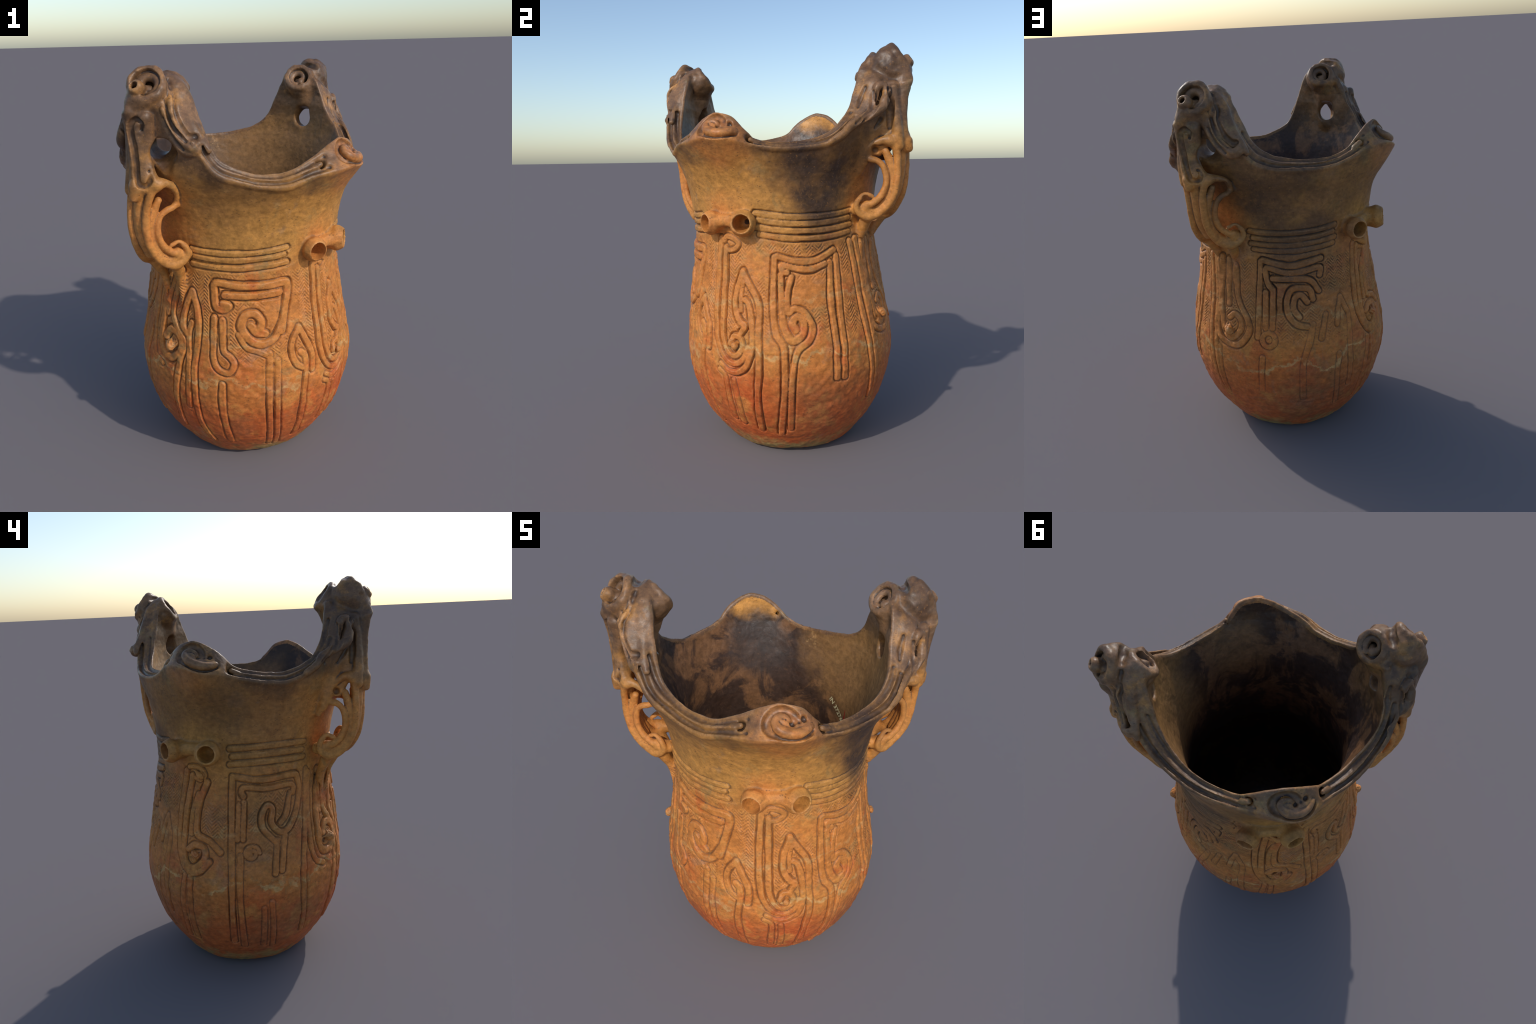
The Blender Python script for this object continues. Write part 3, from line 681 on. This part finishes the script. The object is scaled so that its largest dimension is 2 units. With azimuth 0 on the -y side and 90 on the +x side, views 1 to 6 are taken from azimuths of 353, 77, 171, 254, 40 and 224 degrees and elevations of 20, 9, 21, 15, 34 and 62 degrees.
        col = mix(math('MULTIPLY', ramp(noise(7.5, 6, .68, dist=.6), .56, .66), math('MULTIPLY', ramp(zz, .35, .6), .42)), col, OLIVE)
        for az_, r_, z_, rad, amt in ((312, .6, 1.36, .20, .85), (132, .62, 1.34, .20, .7), (48, .60, 1.56, .13, .8), (233, .60, 1.56, .11, .4),
                                      (40, .54, 1.18, .13, .75), (206, .54, 1.2, .10, .7), (275, .56, 1.38, .20, .45)):
            col = mix(math('MULTIPLY', math('MULTIPLY', patch(az_, r_, z_, rad, .5), ramp(blot, .66, .40, .35, 1)), amt), col, CLAYORANGE)  # brighter orange clay on ears, spouts, nozzles and neck
        for az_, r_, z_, rad, amt in ((175, .55, 1.40, .28, .75), (200, .55, 1.30, .18, .5), (262, .55, 1.40, .22, .55), (232, .55, 1.42, .15, .4), (92, .55, 1.42, .20, .5), (345, .56, 1.42, .12, .4)):
            col = mix(math('MULTIPLY', math('MULTIPLY', patch(az_, r_, z_, rad, .6), ramp(mid, .34, .56, .55, 1)), amt), col, NUT)
        for az_, r_, z_, rad, amt in ((94, .55, 1.32, .12, .95), (100, .55, 1.25, .10, .95), (86, .55, 1.47, .09, .85), (105, .55, 1.37, .09, .9), (78, .55, 1.47, .12, .6), (110, .56, 1.45, .13, .8), (165, .53, 1.38, .13, .5), (188, .53, 1.23, .11, .7), (168, .53, 1.20, .12, .8),
                                      (150, .55, 1.45, .14, .75), (100, .5, 1.15, .12, .6), (178, .52, 1.06, .12, .55), (345, .56, 1.25, .07, .3), (215, .55, 1.45, .14, .4), (245, .55, 1.40, .12, .4),
                                      (122, .62, 1.92, .11, .7), (300, .6, 1.75, .20, .6), (340, .58, 1.62, .10, .5), (65, .56, 1.56, .07, .6), (22, .56, 1.56, .07, .6), (36, .57, 1.61, .045, .6), (0, .54, 1.55, .13, .45), (85, .54, 1.53, .10, .5), (180, .52, 1.58, .14, .6), (270, .54, 1.58, .12, .6), (345, .56, 1.60, .07, .5), (322, .52, 1.9, .07, .4)):
            col = mix(math('MULTIPLY', math('MULTIPLY', patch(az_, r_, z_, rad, .55), ramp(blot, .34, .58, .55, 1)), amt), col, SOOT)
        for az_, r_, z_, rad, amt in ((178, .54, .22, .20, .5), (190, .54, .40, .16, .35), (262, .54, .22, .16, .45), (285, .55, .36, .13, .4), (95, .53, .30, .18, .35), (350, .53, .30, .07, .4)):
            col = mix(math('MULTIPLY', math('MULTIPLY', patch(az_, r_, z_, rad, .6), ramp(mid, .36, .56, .4, 1)), amt), col, DUSK)
        col = mix(math('MULTIPLY', ramp(zz, .16, .03), ramp(mid, .40, .6)), col, OLIVE)
        for az_, r_, z_, rad, amt in ((188, .53, .98, .26, .60), (262, .53, .85, .26, .45), (215, .53, .45, .25, .35), (150, .53, .95, .2, .4)):
            col = mix(math('MULTIPLY', math('MULTIPLY', patch(az_, r_, z_, rad, .6), ramp(mid, .32, .58, .45, 1)), amt), col, NUT)
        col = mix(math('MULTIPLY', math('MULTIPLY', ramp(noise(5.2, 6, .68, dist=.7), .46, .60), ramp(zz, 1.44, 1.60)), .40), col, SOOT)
        # pale filler along the mended breaks
        for zc_, am in ((.555, .65), (.83, .4)):
            dz = math('ABSOLUTE', math('SUBTRACT', math('ADD', sep.outputs['Z'], math('MULTIPLY', math('SUBTRACT', big, .5), .5)), zc_))
            col = mix(math('MULTIPLY', math('MULTIPLY', ramp(dz, .018, .004), ramp(mid, .38, .54)), am), col, FILLER)
        for az_ in (19, 262, 103):      # upright mends on the neck
            w_ = math('MULTIPLY', patch(az_, .53, 1.32, .012, .7, (1, 1, 15)), ramp(mid, .40, .58))
            col = mix(math('MULTIPLY', w_, .5), col, GREYFILM)
    else:
        col = mix(ramp(zz, .5, 1.25), BLACK, DARK)  # near-black low down, dark brown higher up
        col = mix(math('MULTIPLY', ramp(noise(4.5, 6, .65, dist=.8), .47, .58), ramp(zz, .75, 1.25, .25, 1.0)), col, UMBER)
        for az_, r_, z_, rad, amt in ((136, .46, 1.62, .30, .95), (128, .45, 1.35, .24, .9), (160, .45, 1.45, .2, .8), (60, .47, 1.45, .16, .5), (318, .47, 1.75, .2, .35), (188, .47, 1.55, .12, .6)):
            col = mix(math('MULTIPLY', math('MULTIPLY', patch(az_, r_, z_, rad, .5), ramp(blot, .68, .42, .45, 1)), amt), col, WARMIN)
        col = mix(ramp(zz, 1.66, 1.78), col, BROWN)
        col = mix(math('MULTIPLY', patch(228, .52, 1.715, .12, .3, (1.2, 1.2, .8)), .95), col, YELLOW)
        col = mix(math('MULTIPLY', patch(228, .50, 1.50, .17, .3), .88), col, SOOT)
        col = mix(math('MULTIPLY', math('MULTIPLY', patch(196, .47, 1.40, .035, .4, (1, 1, 5)), ramp(fine, .5, .62)), .45), col, FILLER)
    # grain: dark pits in short level dashes, pale temper, darker grooves
    vor = N_('ShaderNodeTexVoronoi'); vor.inputs['Scale'].default_value = 44; L_(streakv.outputs[0], vor.inputs['Vector'])
    pits = math('MULTIPLY', ramp(vor.outputs['Distance'], .26, .10), ramp(noise(16, 4, .6), .47, .60))
    col = mix(math('MULTIPLY', pits, .75), col, PIT)
    col = mix(math('MULTIPLY', ramp(noise(110, 2, .5), .62, .74), .25), col, YELLOW if not inner else UMBER)
    tone = math('MULTIPLY', ramp(blot, .28, .72, .80, 1.18), math('MULTIPLY', ramp(fine, .28, .72, .80, 1.20), ramp(streak, .28, .72, .88, 1.14)))
    grey = N_('ShaderNodeCombineXYZ')
    for q in range(3): L_(tone, grey.inputs[q])
    col = mix(1.0, col, grey.outputs[0], 'MULTIPLY')
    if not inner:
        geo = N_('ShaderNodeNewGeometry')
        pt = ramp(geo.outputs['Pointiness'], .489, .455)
        col = mix(math('MULTIPLY', pt, .55), col, GROOVE_TONE)  # grey-brown tone in concave grooves, by pointiness
        groove_dark = math('MAXIMUM', math('MULTIPLY', ramp(zz, 1.42, 1.56), .8), math('MULTIPLY', patch(178, .52, 1.08, .24, .4), .75))
        groove_dark = math('MAXIMUM', groove_dark, math('MULTIPLY', patch(95, .5, 1.16, .16, .4), .7))
        col = mix(math('MULTIPLY', ramp(geo.outputs['Pointiness'], .494, .462), groove_dark), col, SOOT)  # near-black in the concave grooves of rim, handles and belts
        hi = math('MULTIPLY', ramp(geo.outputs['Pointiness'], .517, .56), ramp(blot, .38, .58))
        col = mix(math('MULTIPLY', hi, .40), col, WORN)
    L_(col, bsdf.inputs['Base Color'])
    bsdf.inputs['Roughness'].default_value = .62
    rr = math('MULTIPLY', ramp(mid, .3, .7, .52, .72), ramp(zz, 1.40, 1.60, 1.0, .68)); L_(rr, bsdf.inputs['Roughness'])
    bsdf.inputs['Specular IOR Level'].default_value = .35
    # surface: grain, and herringbone strokes between the cords of the belly
    h = math('ADD', math('MULTIPLY', fine, .5), math('MULTIPLY', noise(130, 3, .6), .25))
    b = N_('ShaderNodeBump'); b.inputs['Strength'].default_value = .55; b.inputs['Distance'].default_value = .004
    L_(h, b.inputs['Height']); L_(b.outputs[0], bsdf.inputs['Normal'])
    return mat

def srgb(r, g, b):
    return tuple(((x / 255) / 12.92 if x / 255 <= .04045 else ((x / 255 + .055) / 1.055) ** 2.4) for x in (r, g, b))
RED, ORANGE, OCHRE, BROWN = srgb(176, 90, 42), srgb(190, 118, 54), srgb(178, 126, 62), srgb(126, 94, 66)
REDDISH, YELLOW, OLIVE, CLAYORANGE = srgb(184, 82, 36), srgb(196, 138, 68), srgb(140, 118, 74), srgb(198, 124, 62)
NUT = srgb(124, 86, 54)
UMBRA, GREYFILM = srgb(118, 78, 46), srgb(142, 122, 104)
SOOT, DUSK, FILLER, PIT, GROOVE_TONE, WORN = srgb(56, 43, 37), srgb(112, 78, 54), srgb(190, 152, 98), srgb(84, 56, 40), srgb(78, 66, 54), srgb(206, 156, 104)
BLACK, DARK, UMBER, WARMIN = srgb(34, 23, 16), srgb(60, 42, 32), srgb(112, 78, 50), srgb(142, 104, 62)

M_OUT, M_IN = clay_material('fired_clay'), clay_material('inner_clay', True)

# ------------------------------------------------------------------ separate the skin into parts
fc = V[Q].mean(1); fn = NV[Q].mean(1)
rho, az = polar(fc)
radial = fn[:, 0] * np.sin(np.radians(az)) - fn[:, 1] * np.cos(np.radians(az))
mid_r = .5 * (np.interp(fc[:, 2], OUT_Z[1:, 0], OUT_Z[1:, 1]) + np.interp(fc[:, 2], IN_Z[1:, 0], IN_Z[1:, 1]))
lab = np.full(len(Q), 'neck', dtype='U12')
lab[fc[:, 2] < 1.06] = 'belly'
rimtop = (fc[:, 2] > LIP_Z(az) - .035)
lab[rimtop] = 'rim'
part_of = {}
for i, (a, *_) in enumerate(HANDLES):
    da = (az - a + 180) % 360 - 180
    t = np.sin(np.radians(da)) * rho
    out_r = np.interp(fc[:, 2], OUT_Z[1:, 0], OUT_Z[1:, 1])
    m = (np.abs(da) < 40) & (((np.abs(t + .02) < .19) & (rho > out_r + .02) & (fc[:, 2] > 1.06)) | ((np.abs(t + .005) < .20) & (fc[:, 2] > 1.60) & (rho > .40)))
    lab[m] = f'handle{i}'
for i, a in enumerate(SPOUTS):
    da = (az - a + 180) % 360 - 180
    lab[(np.abs(da) < 18) & (fc[:, 2] > LIP_Z(az) - .09) & (rho > .50)] = f'spout{i}'
inward = (radial < -.15) & (rho < mid_r + .03) & (fc[:, 2] < RIM_Z(az) - .012) | ((rho < mid_r) & (fc[:, 2] < 1.3))
inward |= (fc[:, 2] < .2) & (fn[:, 2] > .2) & (rho < mid_r)
crown = np.char.startswith(lab, 'handle') & (fc[:, 2] > 1.80)
lab[inward & ~crown] = 'interior'
for i, (a, z, r, fa, p, s) in enumerate(NOZZLES):
    m0 = ring_point(a, r, z); f = np.array([sin(radians(fa)) * cos(p), -cos(radians(fa)) * cos(p), sin(p)])
    q = fc - m0; ax = q @ f; rad = np.linalg.norm(q - ax[:, None] * f, axis=1)
    out_r = np.interp(fc[:, 2], OUT_Z[1:, 0], OUT_Z[1:, 1])
    lab[(ax > -.075) & (ax < .05) & (rad < s * 1.25) & (rho > out_r - .02) & (lab != 'interior')] = f'nozzle{i}'

root = bpy.data.objects.new('clay_pot', None)
bpy.context.scene.collection.objects.link(root)
root['label'] = 'orange brown earthenware pot with tall scrolled handles and corded relief'
root['category'] = 'pottery vessel'
ORDER = ['belly', 'neck', 'rim', 'interior', 'handle0', 'handle1', 'spout0', 'spout1', 'nozzle0', 'nozzle1', 'nozzle2', 'nozzle3']
parts = {}
for key in ORDER:
    f = Q[lab == key]
    if not len(f): continue
    used, inv = np.unique(f, return_inverse=True)
    inv = inv.reshape(f.shape)
    me = bpy.data.meshes.new(key.rstrip('0123456789'))
    me.vertices.add(len(used)); me.vertices.foreach_set('co', V[used].astype(np.float32).ravel())
    me.loops.add(inv.size); me.loops.foreach_set('vertex_index', inv.astype(np.int32).ravel())
    me.polygons.add(len(inv)); me.polygons.foreach_set('loop_start', np.arange(0, inv.size, 4, dtype=np.int32))
    me.polygons.foreach_set('use_smooth', np.ones(len(inv), bool))
    me.update(calc_edges=True)
    me.normals_split_custom_set_from_vertices(NV[used].tolist())
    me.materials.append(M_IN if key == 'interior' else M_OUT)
    ob = bpy.data.objects.new(key.rstrip('0123456789'), me)
    bpy.context.scene.collection.objects.link(ob)
    ob.parent = root
    parts[key] = ob

# ------------------------------------------------------------------ painted collection number and red mark inside
def flat_material(name, col):
    m = bpy.data.materials.new(name); m.use_nodes = True
    nt = m.node_tree; b = nt.nodes['Principled BSDF']
    n = nt.nodes.new('ShaderNodeTexNoise'); n.inputs['Scale'].default_value = 160
    tc = nt.nodes.new('ShaderNodeTexCoord'); nt.links.new(tc.outputs['Object'], n.inputs['Vector'])
    r = nt.nodes.new('ShaderNodeValToRGB'); r.color_ramp.elements[0].color = (*[c * .75 for c in col], 1); r.color_ramp.elements[1].color = (*col, 1)
    nt.links.new(n.outputs['Fac'], r.inputs[0]); nt.links.new(r.outputs[0], b.inputs['Base Color']); b.inputs['Roughness'].default_value = .6
    return m

def inner_point(az, z, off):
    r = np.interp(z, IN_Z[1:, 0], IN_Z[1:, 1]) - off
    exi = _EXI(az) * max(0, (z - 1.32) / (RIM_Z(az) - 1.32)) ** 1.5 if z > 1.32 else 0
    return Vector(ring_point(az, r + exi, z))

def wrap_inside(me, az0, z0, ang):
    """Lay a flat mesh (x right, y up) on the inner wall, turned by ang."""
    for v in me.vertices:
        x, y = v.co.x * cos(ang) - v.co.y * sin(ang), v.co.x * sin(ang) + v.co.y * cos(ang)
        v.co = inner_point(az0 - np.degrees(x / .435), z0 + y, .0035 + .0006 * (v.co.z > 0))

cu = bpy.data.curves.new('catalogue_number', 'FONT')
cu.body = 'IN 37276'; cu.size = .037; cu.align_x = 'CENTER'; cu.align_y = 'CENTER'; cu.extrude = .0008; cu.offset = .0006
tmp = bpy.data.objects.new('catalogue_number_text', cu); bpy.context.scene.collection.objects.link(tmp)
bpy.context.view_layer.update()
tm = bpy.data.meshes.new_from_object(tmp); bpy.data.objects.remove(tmp)
wrap_inside(tm, 163.8, 1.238, radians(-38))
tm.name = 'catalogue_number'; tm.materials.clear(); tm.materials.append(flat_material('white_ink', srgb(206, 194, 150)))
to = bpy.data.objects.new('catalogue_number', tm); bpy.context.scene.collection.objects.link(to); to.parent = parts['interior']

import bmesh
bm = bmesh.new()
for x0, x1, y0, y1 in ((-.016, -.002, -.055, .045), (.004, .017, -.055, .0)):
    a = [bm.verts.new((x0, y0, 0)), bm.verts.new((x1, y0, 0)), bm.verts.new((x1 - .001, y1, 0)), bm.verts.new((x1 - .003, y1, 0))]
    bm.faces.new(a)
r = bmesh.ops.extrude_face_region(bm, geom=bm.faces[:])
for v in r['geom']:
    if isinstance(v, bmesh.types.BMVert): v.co.z += .001
bmesh.ops.subdivide_edges(bm, edges=bm.edges[:], cuts=3, use_grid_fill=True)
rm = bpy.data.meshes.new('paint_mark'); bm.to_mesh(rm); bm.free()
wrap_inside(rm, 153.0, 1.225, 0)
rm.materials.append(flat_material('red_paint', srgb(150, 30, 26)))
ro = bpy.data.objects.new('paint_mark', rm); bpy.context.scene.collection.objects.link(ro); ro.parent = parts['interior']
print('clay faces', len(Q))
